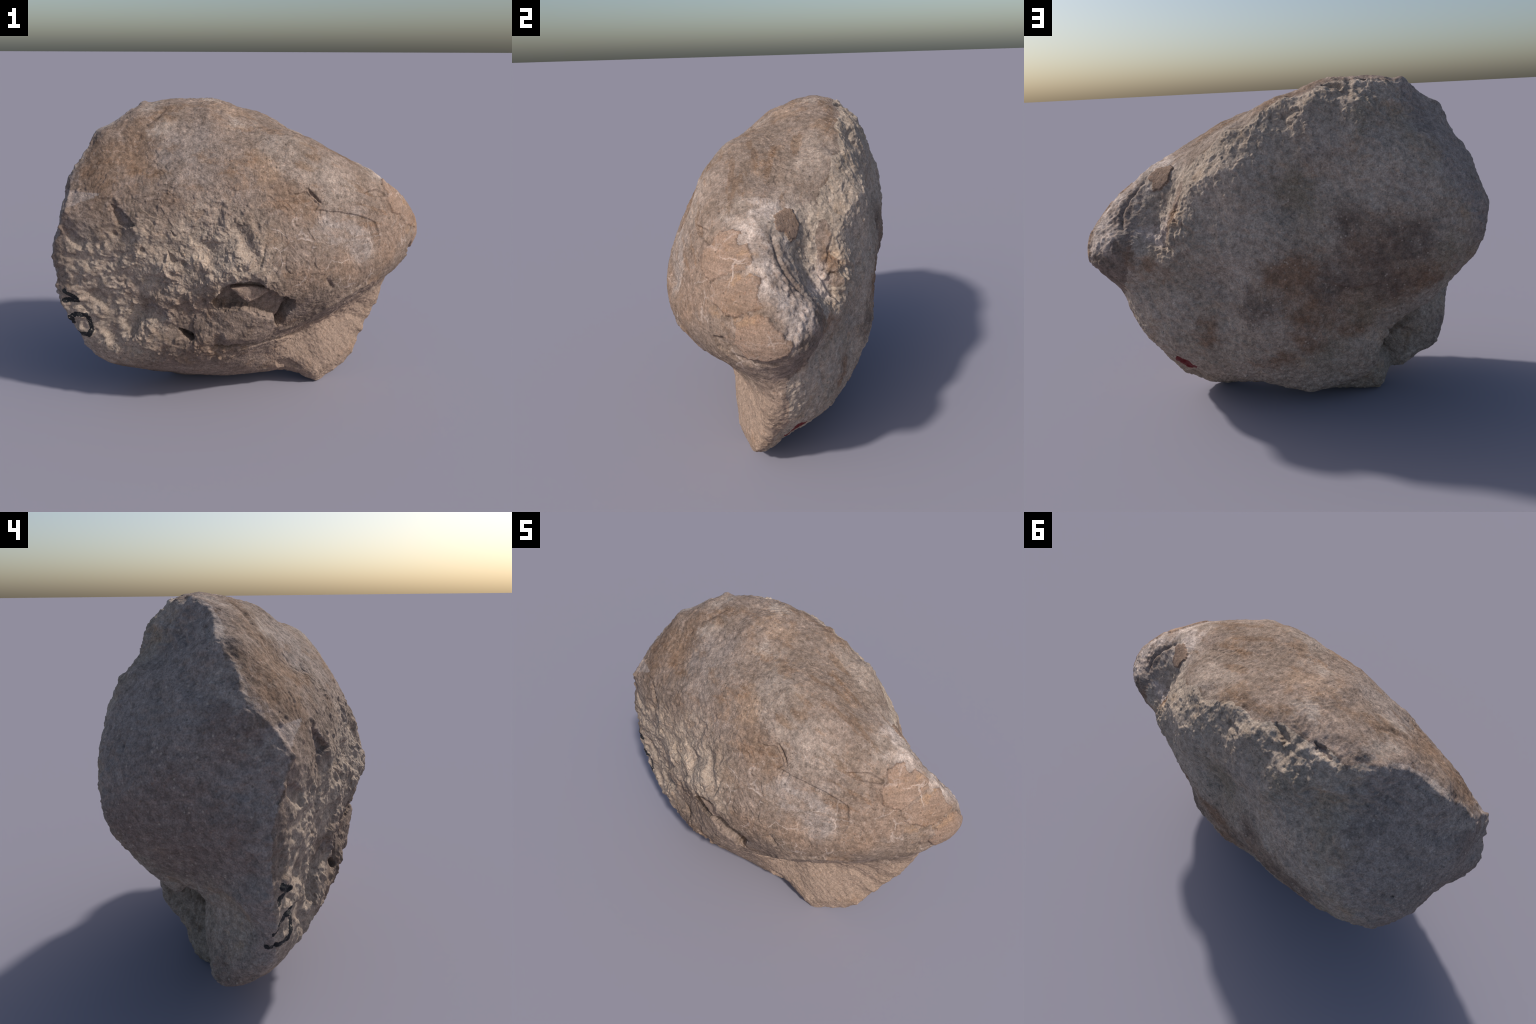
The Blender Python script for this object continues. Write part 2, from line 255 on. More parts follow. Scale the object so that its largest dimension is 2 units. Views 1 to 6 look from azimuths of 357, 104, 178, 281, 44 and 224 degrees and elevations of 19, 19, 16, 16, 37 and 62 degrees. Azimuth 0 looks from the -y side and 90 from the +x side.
    ("beak_under_lip", "crack", (0.012, 0.01), [(0.922, 0.011, 0.762), (0.941, 0.092, 0.754), (0.966, 0.196, 0.764), (0.960, 0.279, 0.792)]),
    ("neck_crease", "crack", (0.012, 0.014), [(0.750, 0.334, 0.747), (0.716, 0.333, 0.643), (0.684, 0.337, 0.559), (0.653, 0.337, 0.483)]),
    ("back_ledge", "crack", (0.014, 0.008), [(-0.059, 0.488, 0.676), (-0.134, 0.481, 0.695), (-0.211, 0.466, 0.666), (-0.300, 0.468, 0.680), (-0.374, 0.475, 0.713)]),
    ("end_slash", "crack", (0.004, 0.006), [(-0.593, 0.140, 1.473), (-0.629, 0.125, 1.450), (-0.661, 0.117, 1.437)]),
    ("end_corner_scoop", "hollow", (0.01, 0.012), [(-0.648, 0.049, 1.499), (-0.637, 0.017, 1.515), (-0.745, -0.014, 1.463), (-0.753, 0.009, 1.443), (-0.731, 0.037, 1.446)]),
    ("end_pit", "hollow", (0.012, 0.008), [(-0.433, 0.306, 1.461), (-0.463, 0.279, 1.458), (-0.475, 0.279, 1.443), (-0.453, 0.302, 1.445)]),
    ("end_pit_low", "hollow", (0.01, 0.008), [(-0.823, 0.297, 1.127), (-0.836, 0.278, 1.127), (-0.848, 0.274, 1.112), (-0.837, 0.291, 1.113)]),
    ("end_hollow", "hollow", (0.012, 0.03), [(-0.955, -0.102, 1.017), (-0.945, -0.141, 1.037), (-0.948, -0.173, 1.018), (-0.964, -0.165, 0.981), (-0.969, -0.125, 0.970)]),
    ("end_hollow_low", "hollow", (0.014, 0.02), [(-0.979, -0.145, 0.827), (-0.985, -0.188, 0.822), (-0.975, -0.206, 0.768), (-0.955, -0.149, 0.760)]),
    ("crest_hollow", "hollow", (0.02, 0.012), [(-0.269, 0.227, 1.594), (-0.337, 0.210, 1.588), (-0.387, 0.225, 1.575), (-0.373, 0.243, 1.566), (-0.322, 0.251, 1.570)]),
    ("crest_hollow_small", "hollow", (0.018, 0.012), [(-0.115, 0.271, 1.572), (-0.165, 0.260, 1.585), (-0.235, 0.284, 1.568), (-0.203, 0.311, 1.547)]),
    ("crest_lump", "crack", (0.03, -0.016), [(-0.329, 0.265, 1.559), (-0.380, 0.249, 1.560), (-0.414, 0.242, 1.560)]),
    ("crest_lump_small", "crack", (0.022, -0.01), [(-0.246, 0.365, 1.481), (-0.275, 0.351, 1.492), (-0.336, 0.349, 1.469)]),
    ("broken_rim_upper", "crack", (0.014, -0.006), [(-0.576, 0.057, 1.558), (-0.613, 0.029, 1.532), (-0.677, -0.003, 1.495), (-0.753, -0.021, 1.458), (-0.774, -0.054, 1.420), (-0.792, -0.092, 1.371), (-0.828, -0.121, 1.317), (-0.865, -0.140, 1.273)]),
    ("broken_rim_lower", "crack", (0.014, -0.009), [(-0.881, -0.167, 1.243), (-0.862, -0.212, 1.215), (-0.870, -0.251, 1.163), (-0.875, -0.290, 1.105), (-0.909, -0.265, 1.056), (-0.914, -0.261, 1.002), (-0.956, -0.246, 0.927), (-0.977, -0.233, 0.855)]),
    ("broken_rim_foot", "crack", (0.014, -0.008), [(-0.975, -0.233, 0.768), (-0.971, -0.237, 0.707), (-0.949, -0.244, 0.635), (-0.919, -0.240, 0.523), (-0.891, -0.224, 0.425)]),
    ("ledge_line", "crack", (0.014, 0.016), [(-0.700, 0.239, 0.555), (-0.707, 0.172, 0.537), (-0.650, 0.113, 0.480), (-0.776, 0.025, 0.537), (-0.846, -0.066, 0.592)]),
    ("notch_under_ledge", "hollow", (0.022, 0.02), [(-0.389, 0.345, 0.359), (-0.684, 0.155, 0.508), (-0.650, 0.085, 0.458), (-0.657, 0.075, 0.394), (-0.434, 0.159, 0.157), (-0.424, 0.207, 0.171), (-0.389, 0.260, 0.228), (-0.378, 0.316, 0.266)]),
    ("notch_behind_block", "hollow", (0.018, 0.02), [(-0.401, 0.361, 0.432), (-0.533, 0.099, 0.336), (-0.609, 0.079, 0.290), (-0.584, 0.079, 0.147), (-0.485, 0.066, 0.113)]),
]
INK_STROKES = [
    ("zero", [(-0.832, -0.279, 0.559), (-0.817, -0.284, 0.512), (-0.809, -0.285, 0.474), (-0.828, -0.273, 0.440), (-0.879, -0.248, 0.440), (-0.894, -0.209, 0.430)]),
    ("zero", [(-0.832, -0.279, 0.559), (-0.884, -0.262, 0.559), (-0.910, -0.249, 0.537), (-0.911, -0.241, 0.502)]),
    ("seven", [(-0.929, -0.261, 0.688), (-0.865, -0.275, 0.646), (-0.871, -0.273, 0.633), (-0.911, -0.261, 0.636), (-0.937, -0.251, 0.631)]),
]
RED_DOT = (0.596, 0.196, 0.245)
STAINS = [
    # matter, radius, strength, centres
    ("shell_brown", 0.09, 0.75, [(0.787, -0.091, 1.078), (0.924, 0.074, 1.011), (0.724, -0.200, 0.977), (0.794, -0.173, 0.841), (0.791, -0.152, 0.941), (0.563, -0.343, 0.850)]),
    ("stain_brown", 0.13, 0.9, [(-0.677, -0.174, 1.369), (-0.534, -0.155, 1.414), (-0.718, -0.246, 1.271)]),
    ("stain_brown", 0.1, 0.8, [(0.273, -0.338, 1.179), (-0.527, -0.207, 1.346), (0.191, -0.361, 1.193)]),
    ("orange", 0.07, 0.5, [(-0.019, 0.028, 1.540), (-0.125, 0.067, 1.579), (-0.040, 0.034, 1.548), (0.085, -0.297, 1.323), (0.112, -0.314, 1.294)]),
    ("orange", 0.035, 0.9, [(0.891, 0.054, 1.047), (0.880, 0.107, 1.084), (0.897, -0.039, 0.914), (0.964, 0.081, 0.922), (0.799, 0.032, 1.140)]),
    ("pale_grey", 0.12, 0.5, [(0.326, -0.282, 1.271), (0.460, -0.262, 1.217), (0.419, -0.265, 1.242), (0.170, -0.210, 1.419)]),
    ("pale_grey", 0.11, 0.5, [(0.351, 0.252, 1.392), (0.554, 0.195, 1.247), (0.234, 0.250, 1.448), (0.690, 0.044, 1.236)]),
    ("pale_grey", 0.06, 0.8, [(-0.451, 0.039, 1.576), (-0.014, -0.088, 1.491), (-0.418, -0.113, 1.484), (-0.194, 0.171, 1.603)]),
    ("grey", 0.09, 0.9, [(0.544, -0.317, 0.988), (0.582, -0.308, 0.942), (0.418, -0.367, 1.030)]),
    ("grey", 0.16, 0.6, [(-0.307, -0.209, 1.405), (-0.257, -0.255, 1.369)]),
    ("beak_brown", 0.1, 0.7, [(0.844, -0.088, 0.960), (0.723, -0.242, 0.847), (0.487, -0.398, 0.837), (0.299, -0.471, 0.816)]),
    ("whitish", 0.075, 0.9, [(0.940, 0.231, 0.979), (0.956, 0.280, 0.915), (0.912, 0.168, 1.038), (0.897, 0.304, 0.940), (0.743, 0.057, 1.200), (0.618, 0.130, 1.246), (0.670, 0.304, 0.950), (0.843, 0.129, 1.110)]),
    ("flank", 0.2, 0.85, [(-0.741, -0.320, 0.827), (-0.488, -0.390, 0.883), (-0.248, -0.415, 0.955), (-0.602, -0.309, 0.533), (-0.861, -0.270, 0.519), (-0.093, -0.468, 0.938), (-0.696, -0.297, 0.416)]),
    ("whitish", 0.04, 0.8, [(-0.707, 0.021, 1.474), (-0.903, -0.202, 1.149), (-0.847, -0.113, 1.300), (-0.865, -0.154, 1.268)]),
    ("pale_grey", 0.05, 0.95, [(0.706, 0.185, 1.143), (0.733, 0.209, 1.088), (0.774, 0.247, 1.027), (0.783, 0.285, 0.980), (0.684, 0.163, 1.187)]),
    ("stain_brown", 0.06, 0.6, [(-0.175, -0.452, 0.715), (-0.335, -0.384, 0.358), (-0.506, -0.357, 0.644), (-0.264, -0.410, 0.428)]),
    ("cavity_grey", 0.045, 0.8, [(0.144, -0.459, 0.659), (-0.604, -0.351, 1.094), (-0.842, -0.302, 0.984), (-0.670, -0.342, 0.868), (-0.457, -0.375, 0.598), (0.194, -0.445, 0.652)]),
    ("keel", 0.16, 0.9, [(0.465, -0.100, 0.245), (0.268, -0.170, 0.246), (0.637, 0.037, 0.384), (0.586, -0.008, 0.306), (0.828, 0.225, 0.523)]),
    ("rust", 0.19, 0.7, [(-0.211, 0.459, 0.648), (-0.435, 0.469, 0.715), (0.016, 0.494, 0.676), (-0.323, 0.504, 0.840)]),
    ("rust", 0.09, 0.85, [(0.057, 0.498, 0.757), (-0.566, 0.436, 0.695), (-0.439, 0.457, 0.679), (-0.041, 0.482, 0.573), (-0.232, 0.413, 0.466), (0.148, 0.422, 0.321), (-0.024, 0.448, 0.413), (0.465, 0.392, 0.457)]),
    ("dark", 0.1, 0.85, [(-0.339, 0.498, 0.807), (-0.178, 0.490, 0.754), (-0.410, 0.503, 0.909), (-0.283, 0.483, 0.730), (-0.504, 0.481, 0.882), (0.211, 0.496, 0.612), (-0.209, 0.499, 0.965), (-0.390, 0.470, 0.703), (-0.119, 0.488, 0.727)]),
    ("olive", 0.08, 0.7, [(0.064, 0.442, 1.158), (0.023, 0.436, 1.097), (-0.291, 0.399, 1.415)]),
    ("pale_grey", 0.1, 0.6, [(-0.443, 0.481, 1.149), (-0.346, 0.404, 1.371), (-0.087, 0.427, 1.358), (-0.641, 0.464, 0.945), (0.356, 0.419, 0.673)]),
    ("olive", 0.1, 0.5, [(-0.276, 0.432, 0.569), (-0.137, 0.406, 0.368), (-0.665, 0.447, 0.833)]),
    ("rust", 0.05, 0.8, [(0.645, 0.373, 0.789), (0.646, 0.378, 0.805), (0.768, 0.352, 0.821)]),
    ("end_brown", 0.15, 0.8, [(-0.947, -0.031, 0.845), (-0.939, 0.117, 1.001), (-0.856, 0.091, 0.724), (-0.888, 0.262, 0.823), (-0.803, -0.035, 0.227), (-0.901, -0.145, 1.203)]),
    ("pale_grey", 0.055, 0.9, [(-0.710, 0.011, 1.476), (-0.905, -0.197, 1.144), (-0.851, -0.116, 1.295), (-0.812, -0.077, 1.351)]),
]


# ------------------------------------------------------------------ relief raised along the normal
P = BASE
x, y, z = P.T
ny = N0[:, 1]


def ball(centre, radius, soft=0.4):
    """1 inside a ball round centre, falling to 0 over its outer part."""
    d = np.linalg.norm((P - centre) / radius, axis=1)
    return smooth(1.0, 1.0 - soft, d)


front = smooth(-0.15, 0.35, -ny)
flank = np.maximum.reduce([ball((-0.62, -0.30, 0.72), (0.50, 0.6, 0.42)), ball((-0.18, -0.45, 0.72), (0.42, 0.5, 0.38)), ball((-0.42, -0.36, 0.45), (0.50, 0.5, 0.26)), 0.7 * ball((-0.1, -0.45, 1.02), (0.35, 0.4, 0.28), 0.8)])
flank = flank * front
endface = smooth(0.62, 0.80, -N0[:, 0]) * smooth(-0.30, -0.5, x)
back = smooth(0.35, 0.65, ny)
crest = smooth(1.18, 1.36, z) * smooth(-0.1, 0.35, ny) * smooth(0.35, 0.15, x)
keel = smooth(0.50, 0.36, z - 0.12 * np.maximum(x, 0)) * smooth(0.05, 0.2, x)
umbo = ball((0.86, 0.20, 0.93), (0.24, 0.26, 0.26), 0.5)
dome = front * (1 - flank)

broad = fbm(P, 4.5, 3)
mid = fbm(P, 14, 3, 0.55)
warped = P + 0.016 * np.stack([perlin(P * 12 + s) for s in (3.1, 7.7, 12.9)], 1)
fine = fbm(P, 45, 3, 0.6)
grit = fbm(P, 110, 2, 0.6)

disp = 0.006 * broad + 0.004 * mid + 0.0022 * fine * (1 + 0.8 * endface) + 0.0016 * grit
# growth lines and swells sweeping over the dome
from_beak = P - np.array((0.95, 0.15, 0.80))
age = np.linalg.norm(from_beak, axis=1)
turn = from_beak / age[:, None]
grown = np.stack([22.0 * age + 0.8 * mid, 2.6 * turn[:, 1], 2.6 * turn[:, 2]], 1)
lines = perlin(grown) + 0.5 * perlin(grown * (2.1, 1.4, 1.4) + 7.0)
shell_face = smooth(0.55, 0.2, ny) * (1 - flank) * (1 - endface) * smooth(0.35, 0.5, z + 0.2 * x)
disp += shell_face * 0.0038 * lines
# thin flakes of shell broken away in steps
step = 6.0 * fbm(warped * (1.0, 1.25, 1.0), 3.6, 3, 0.55, shift=61.0)
frac = step - np.floor(step)
flaked = smooth(-0.15, 0.2, fbm(P, 3.0, 2, shift=71.0))
disp += shell_face * flaked * 0.0038 * (np.floor(step) + smooth(0.42, 0.58, frac) - step)
disp += 0.002 * smooth(1.35, 1.5, z)
# rough flank: rounded knobs standing on smooth grey floors
f = np.flatnonzero(flank > 0.01)
knobs = fbm(warped[f] * (1.0, 1.0, 1.3), 9.0, 3, 0.5, shift=5.0)
small = fbm(warped[f], 24.0, 3, 0.55, shift=9.0)
uneven = smooth(-0.25, 0.25, broad[f])
knobby = (0.007 + 0.011 * uneven) * (smooth(-0.28, 0.30, knobs) - 0.5) + 0.008 * smooth(-0.10, 0.40, small) * smooth(-0.25, 0.15, knobs) + 0.0025 * fbm(P[f], 60, 2)
disp[f] += flank[f] * knobby
holes, _, pick = worley(warped[f], 15.0, 6.1)
disp[f] -= flank[f] * 0.014 * smooth(0.34, 0.10, holes) * (pick % 4 == 0)
# small nodules where the flank fades into the dome
f = np.flatnonzero((dome > 0.02) & (x < 0.15) & (z > 0.95) & (z < 1.32))
nod, _, pick = worley(P[f], 22.0, 1.7)
disp[f] += dome[f] * smooth(1.32, 1.15, z[f]) * smooth(0.95, 1.05, z[f]) * smooth(0.15, 0.0, x[f]) * 0.008 * smooth(0.36, 0.12, nod) * (pick % 3 == 0)
# crumbly band under the crest
f = np.flatnonzero(crest > 0.01)
ledges = fbm(warped[f] * (1.0, 1.0, 1.4), 5.0, 4, 0.55, shift=31.0)
patchy = smooth(-0.25, 0.2, fbm(P[f], 3.2, 2, shift=51.0))
disp[f] += crest[f] * (0.3 + 0.7 * patchy) * (0.020 * (smooth(-0.26, 0.28, ledges) - 0.5) + 0.004 * fbm(warped[f], 24, 3, 0.55, shift=9.0))
# broken end: flat, granular, a few dents and scalloped rim
f = np.flatnonzero(endface > 0.01)
dents, _, _ = worley(warped[f], 9.0, 3.3)
disp[f] += endface[f] * (0.005 * fbm(P[f], 24, 3, 0.6) - 0.006 * smooth(0.32, 0.15, dents))
rimwave = endface[f] * (1 - endface[f]) * 4
disp[f] += rimwave * 0.012 * fbm(P[f], 14, 3, 0.6)
# back: shallow dimples and bumps
f = np.flatnonzero(back > 0.01)
disp[f] += back[f] * (0.006 * fbm(P[f], 9, 3) + 0.005 * smooth(0.0, 0.35, fbm(warped[f], 24, 3, 0.55, shift=9.0)) - 0.004 * smooth(0.05, 0.4, -mid[f]))
# keel: ribs running down and along the fin
f = np.flatnonzero(keel > 0.01)
disp[f] += keel[f] * (0.005 * fbm(P[f] * (1, 1, 0.8), 14, 3, 0.6) + 0.003 * fine[f])
# broken lumps where the beak's pocket runs into the back
gouge = ball((0.58, 0.38, 0.98), 0.17, 0.6)
f = np.flatnonzero(gouge > 0.01)
disp[f] += gouge[f] * (0.018 * (smooth(-0.2, 0.25, fbm(warped[f] * (1.4, 1.0, 0.8), 15, 3, 0.55, shift=41.0)) - 0.5) + 0.004 * fine[f])
# beak: crumbly matrix between the shell plates
f = np.flatnonzero(umbo > 0.01)
disp[f] += umbo[f] * (0.006 * fbm(warped[f], 26, 3, 0.6, shift=9.0) + 0.003 * fine[f])


def nearest(points, reach):
    """Vertices within reach of any of the points' bounding box."""
    lo, hi = points.min(0) - reach, points.max(0) + reach
    return np.flatnonzero(((P > lo) & (P < hi)).all(1))


def polyline_distance(q, line):
    d = np.full(len(q), 9.0)
    run = np.zeros(len(q))
    for i in range(len(line) - 1):
        a, b = line[i], line[i + 1]
        t = np.clip(((q - a) @ (b - a)) / ((b - a) @ (b - a)), 0, 1)
        e = np.linalg.norm(q - a - t[:, None] * (b - a), axis=1)
        run = np.where(e < d, (i + t) / (len(line) - 1), run)
        d = np.minimum(d, e)
    return d, run


def outline_distance(q, outline):
    """Signed distance (negative inside) to a closed outline, measured in its mean plane."""
    c = outline.mean(0)
    _, _, axes = np.linalg.svd(outline - c)
    u, v = (q - c) @ axes[0], (q - c) @ axes[1]
    w = (q - c) @ axes[2]
    ou, ov = (outline - c) @ axes[0], (outline - c) @ axes[1]
    d = np.full(len(q), 9.0)
    inside = np.zeros(len(q), bool)
    for i in range(len(outline)):
        j = (i + 1) % len(outline)
        bu, bv = ou[j] - ou[i], ov[j] - ov[i]
        t = np.clip(((u - ou[i]) * bu + (v - ov[i]) * bv) / (bu * bu + bv * bv + 1e-12), 0, 1)
        d = np.minimum(d, np.hypot(u - ou[i] - t * bu, v - ov[i] - t * bv))
        cross = ((ov[i] > v) != (ov[j] > v)) & (u < bu * (v - ov[i]) / (bv + 1e-12) + ou[i])
        inside ^= cross
    return np.where(inside, -d, d) + np.maximum(0, np.abs(w) - 0.12)


PLATES = {}
jag = 0.010 * fbm(P, 30, 3, 0.6, shift=2.0) + 0.004 * fbm(P, 90, 2)
for name, kind, size, pts in FEATURES:
    pts = np.array(pts)
    k = nearest(pts, 0.08)
    if kind == "crack":
        width, depth = size
        d, run = polyline_distance(P[k] + N0[k] * 0, pts)
        d = np.abs(d + 0.5 * jag[k])
        taper = np.clip(4 * run * (1 - run), 0, 1) ** 0.4
        disp[k] -= depth * taper * np.exp(-((d / width) ** 2))
    elif kind == "hollow":
        depth, edge = size
        d = outline_distance(P[k], pts) + jag[k] * min(1.0, edge / 0.012)
        m = smooth(0.0, edge, -d)
        if depth > 0.01:
            disp[k] = disp[k] * (1 - 0.75 * m * (flank[k] > 0.2))
        disp[k] -= depth * m * (1 + 0.25 * mid[k])
    elif kind == "plate":
        d = outline_distance(P[k], pts) + 1.2 * jag[k]
        if name == "loose_slab":
            m = smooth(0.002, -0.008, d)
            disp[k] = disp[k] * (1 - 0.45 * m) + size[0] * m
        else:
            m = smooth(0.001, -0.003, d)
            disp[k] = disp[k] * (1 - 0.7 * m) + size[0] * m
        hold = np.full(len(P), 9.0)
        hold[k] = d
        PLATES[name] = hold

P1 = P + N0 * disp[:, None]
P1[:, 2] = np.where(P1[:, 2] < 0.012, 0.012 * np.exp((np.minimum(P1[:, 2], 0.012) - 0.012) / 0.02), P1[:, 2])
P1[:, 2] -= P1[:, 2].min()
N1 = vertex_normals(P1, FACES)


# ------------------------------------------------------------------ materials
TINT = {  # base colours of the different kinds of matter (linear)
    "dome": (0.206, 0.155, 0.126),
    "flank": (0.375, 0.302, 0.242),  # lightened beyond the stone's own tone to brighten a side the sun only grazes
    "keel": (0.285, 0.210, 0.165),
    "back": (0.348, 0.280, 0.226),
    "end": (0.285, 0.232, 0.204),
    "pale_grey": (0.330, 0.273, 0.235),
    "grey": (0.275, 0.230, 0.208),
    "stain_brown": (0.190, 0.127, 0.090),
    "orange": (0.290, 0.190, 0.124),
    "rust": (0.225, 0.138, 0.090),
    "dark": (0.150, 0.112, 0.092),
    "olive": (0.225, 0.185, 0.133),
    "whitish": (0.460, 0.380, 0.337),
    "beak_brown": (0.230, 0.158, 0.117),
    "cavity_grey": (0.215, 0.174, 0.158),
    "end_brown": (0.225, 0.166, 0.141),
    "shell_brown": (0.222, 0.156, 0.120),
    "shell": (0.222, 0.154, 0.116),
}


class Nodes:
    def __init__(self, material):
        self.t = material.node_tree
        self.co = self.add("ShaderNodeTexCoord").outputs["Object"]

    def add(self, kind, **props):
        n = self.t.nodes.new(kind)
        for k, v in props.items():
            setattr(n, k, v)
        return n

    def put(self, socket, value):
        if isinstance(value, bpy.types.NodeSocket):
            self.t.links.new(value, socket)
        else:
            socket.default_value = value

    def math(self, op, a, b=0.0, clamp=False):
        n = self.add("ShaderNodeMath", operation=op, use_clamp=clamp)
        self.put(n.inputs[0], a)
        self.put(n.inputs[1], b)
        return n.outputs[0]

    def noise(self, scale, detail=3.0, rough=0.55, shift=0.0, vector=None, stretch=None):
        mp = self.add("ShaderNodeMapping")
        self.put(mp.inputs["Vector"], vector or self.co)
        mp.inputs["Location"].default_value = (shift, shift * 0.7, -shift)
        if stretch:
            mp.inputs["Scale"].default_value = stretch
        n = self.add("ShaderNodeTexNoise")
        self.put(n.inputs["Vector"], mp.outputs[0])
        n.inputs["Scale"].default_value, n.inputs["Detail"].default_value, n.inputs["Roughness"].default_value = scale, detail, rough
        return n

    def ramp(self, value, lo, hi, out_lo=0.0, out_hi=1.0, soft=True):
        n = self.add("ShaderNodeMapRange", interpolation_type="SMOOTHSTEP" if soft else "LINEAR")
        for i, v in enumerate((value, lo, hi, out_lo, out_hi)):
            self.put(n.inputs[i], v)
        return n.outputs[0]

    def mix(self, fac, a, b, blend="MIX"):
        n = self.add("ShaderNodeMix", data_type="RGBA", blend_type=blend)
        self.put(n.inputs[0], fac)
        for s, v in ((n.inputs[6], a), (n.inputs[7], b)):
            self.put(s, v if isinstance(v, bpy.types.NodeSocket) else (*v, 1.0))
        return n.outputs[2]


def stone(name, base, stains, mottled=0.5, fracture=False, lines=None, streak=0.0, seams=0.0, swept=0.0):
    m = bpy.data.materials.new(name)
    m.use_nodes = True
    n = Nodes(m)
    bsdf = m.node_tree.nodes["Principled BSDF"]
    bsdf.inputs["Roughness"].default_value = 0.92
    bsdf.inputs["Specular IOR Level"].default_value = 0.15
    b = np.array(TINT[base])
    # broad drifts of colour: greyer, warmer, paler
    big = n.noise(3.2, 5, 0.6, 1.3).outputs[0]
    col = n.mix(n.ramp(big, 0.36, 0.64), tuple(b * (0.90, 0.89, 0.87)), tuple(b * (1.10, 1.11, 1.13)))
    hue = n.noise(7.0, 5, 0.65, 4.1).outputs[0]
    col = n.mix(n.math("MULTIPLY", n.ramp(hue, 0.52, 0.72), 0.55), col, tuple(b * (1.10, 0.93, 0.74)))
    col = n.mix(n.math("MULTIPLY", n.ramp(hue, 0.46, 0.28), 0.32), col, tuple(b * (1.08, 1.14, 1.20)))
    if fracture:
        # the broken end is fresher, greyer rock; it passes softly into the weathered back
        xyz = n.add("ShaderNodeSeparateXYZ")
        n.put(xyz.inputs[0], n.co)
        drop = n.ramp(xyz.outputs[2], 1.5, 0.8, 0.0, 0.38, soft=False)
        side = n.math("ADD", n.math("ADD", xyz.outputs[0], 0.47), drop)
        side = n.math("ADD", side, n.math("MULTIPLY", n.math("SUBTRACT", hue, 0.5), 0.25))
        fresh = n.mix(n.ramp(big, 0.36, 0.64), tuple(np.array(TINT["end"]) * 0.92), tuple(np.array(TINT["end"]) * 1.06))
        col = n.mix(n.ramp(side, 0.06, -0.08), col, fresh)
    # stains placed where they sit
    wob = n.noise(6.5, 5, 0.65, 8.0).outputs["Color"]
    w = n.add("ShaderNodeVectorMath", operation="MULTIPLY_ADD")
    n.put(w.inputs[0], wob)
    w.inputs[1].default_value = (0.34,) * 3
    w.inputs[2].default_value = (-0.17,) * 3
    moved = n.add("ShaderNodeVectorMath", operation="ADD")
    n.put(moved.inputs[0], n.co)
    n.put(moved.inputs[1], w.outputs[0])
    patchy = n.noise(19.0, 4, 0.65, 2.2).outputs[0]
    for kind, radius, strength, centres in STAINS:
        if kind not in stains:
            continue
        near = None
        for c in centres:
            d = n.add("ShaderNodeVectorMath", operation="DISTANCE")
            n.put(d.inputs[0], moved.outputs[0])
            d.inputs[1].default_value = c
            near = d.outputs["Value"] if near is None else n.math("MINIMUM", near, d.outputs["Value"])
        mask = n.ramp(near, radius * 1.45, radius * 0.35)
        mask = n.math("MULTIPLY", mask, n.ramp(patchy, 0.25, 0.6, 0.45, 1.0))
        col = n.mix(n.math("MULTIPLY", mask, strength), col, TINT[kind])
    if swept:
        # pale and warm streaks swept from the crown towards the beak
        off = n.add("ShaderNodeVectorMath", operation="SUBTRACT")
        n.put(off.inputs[0], n.co)
        off.inputs[1].default_value = (1.05, 0.10, 0.85)
        turn = n.add("ShaderNodeVectorMath", operation="NORMALIZE")
        n.put(turn.inputs[0], off.outputs[0])
        both = n.add("ShaderNodeVectorMath", operation="MULTIPLY_ADD")
        n.put(both.inputs[0], off.outputs[0])
        both.inputs[1].default_value = (0.22,) * 3
        n.put(both.inputs[2], turn.outputs[0])
        sweep = n.noise(11.0, 5, 0.62, 2.7, vector=both.outputs[0]).outputs[0]
        high = n.add("ShaderNodeSeparateXYZ")
        n.put(high.inputs[0], moved.outputs[0])
        amount = n.ramp(n.math("ADD", high.outputs[2], n.math("MULTIPLY", high.outputs[0], 0.25)), 0.95, 1.25, 0.15, 1.0)
        col = n.mix(n.math("MULTIPLY", amount, n.ramp(sweep, 0.54, 0.68, 0.0, swept)), col, n.mix(1.0, col, (1.36, 1.38, 1.38), "MULTIPLY"))
        col = n.mix(n.math("MULTIPLY", amount, n.ramp(sweep, 0.47, 0.36, 0.0, swept)), col, n.mix(1.0, col, (0.86, 0.76, 0.66), "MULTIPLY"))
    if seams:
        # pale mineral seams between the cracked shell plates
        cells = n.add("ShaderNodeTexVoronoi", feature="DISTANCE_TO_EDGE")
        n.put(cells.inputs["Vector"], moved2(n))
        cells.inputs["Scale"].default_value = 8.5
        broken = n.ramp(n.noise(9.0, 3, 0.6, 12.0).outputs[0], 0.46, 0.58)
        near = None
        for c in SEAM_CENTRES:
            d = n.add("ShaderNodeVectorMath", operation="DISTANCE")
            n.put(d.inputs[0], n.co)
            d.inputs[1].default_value = c
            near = d.outputs["Value"] if near is None else n.math("MINIMUM", near, d.outputs["Value"])
        seam = n.math("MULTIPLY", n.math("MULTIPLY", n.ramp(cells.outputs["Distance"], 0.05, 0.012), broken), n.ramp(near, 0.26, 0.12))
        col = n.mix(n.math("MULTIPLY", seam, seams), col, TINT["whitish"])
    # pale crusts with ragged edges
    crust = n.noise(15.0, 6, 0.7, 15.0).outputs[0]
    col = n.mix(n.ramp(crust, 0.56, 0.66, 0.0, 0.42 * mottled), col, n.mix(1.0, col, (1.38, 1.40, 1.42), "MULTIPLY"))
    col = n.mix(n.ramp(crust, 0.42, 0.34, 0.0, 0.55 * mottled), col, n.mix(1.0, col, (0.70, 0.66, 0.64), "MULTIPLY"))
    if lines:
        stripes = n.noise(4.0, 3, 0.6, 0.4, stretch=lines).outputs[0]
        col = n.mix(n.ramp(stripes, 0.40, 0.62, 0.0, 0.55), col, n.mix(1.0, col, (1.35, 1.33, 1.32), "MULTIPLY"))
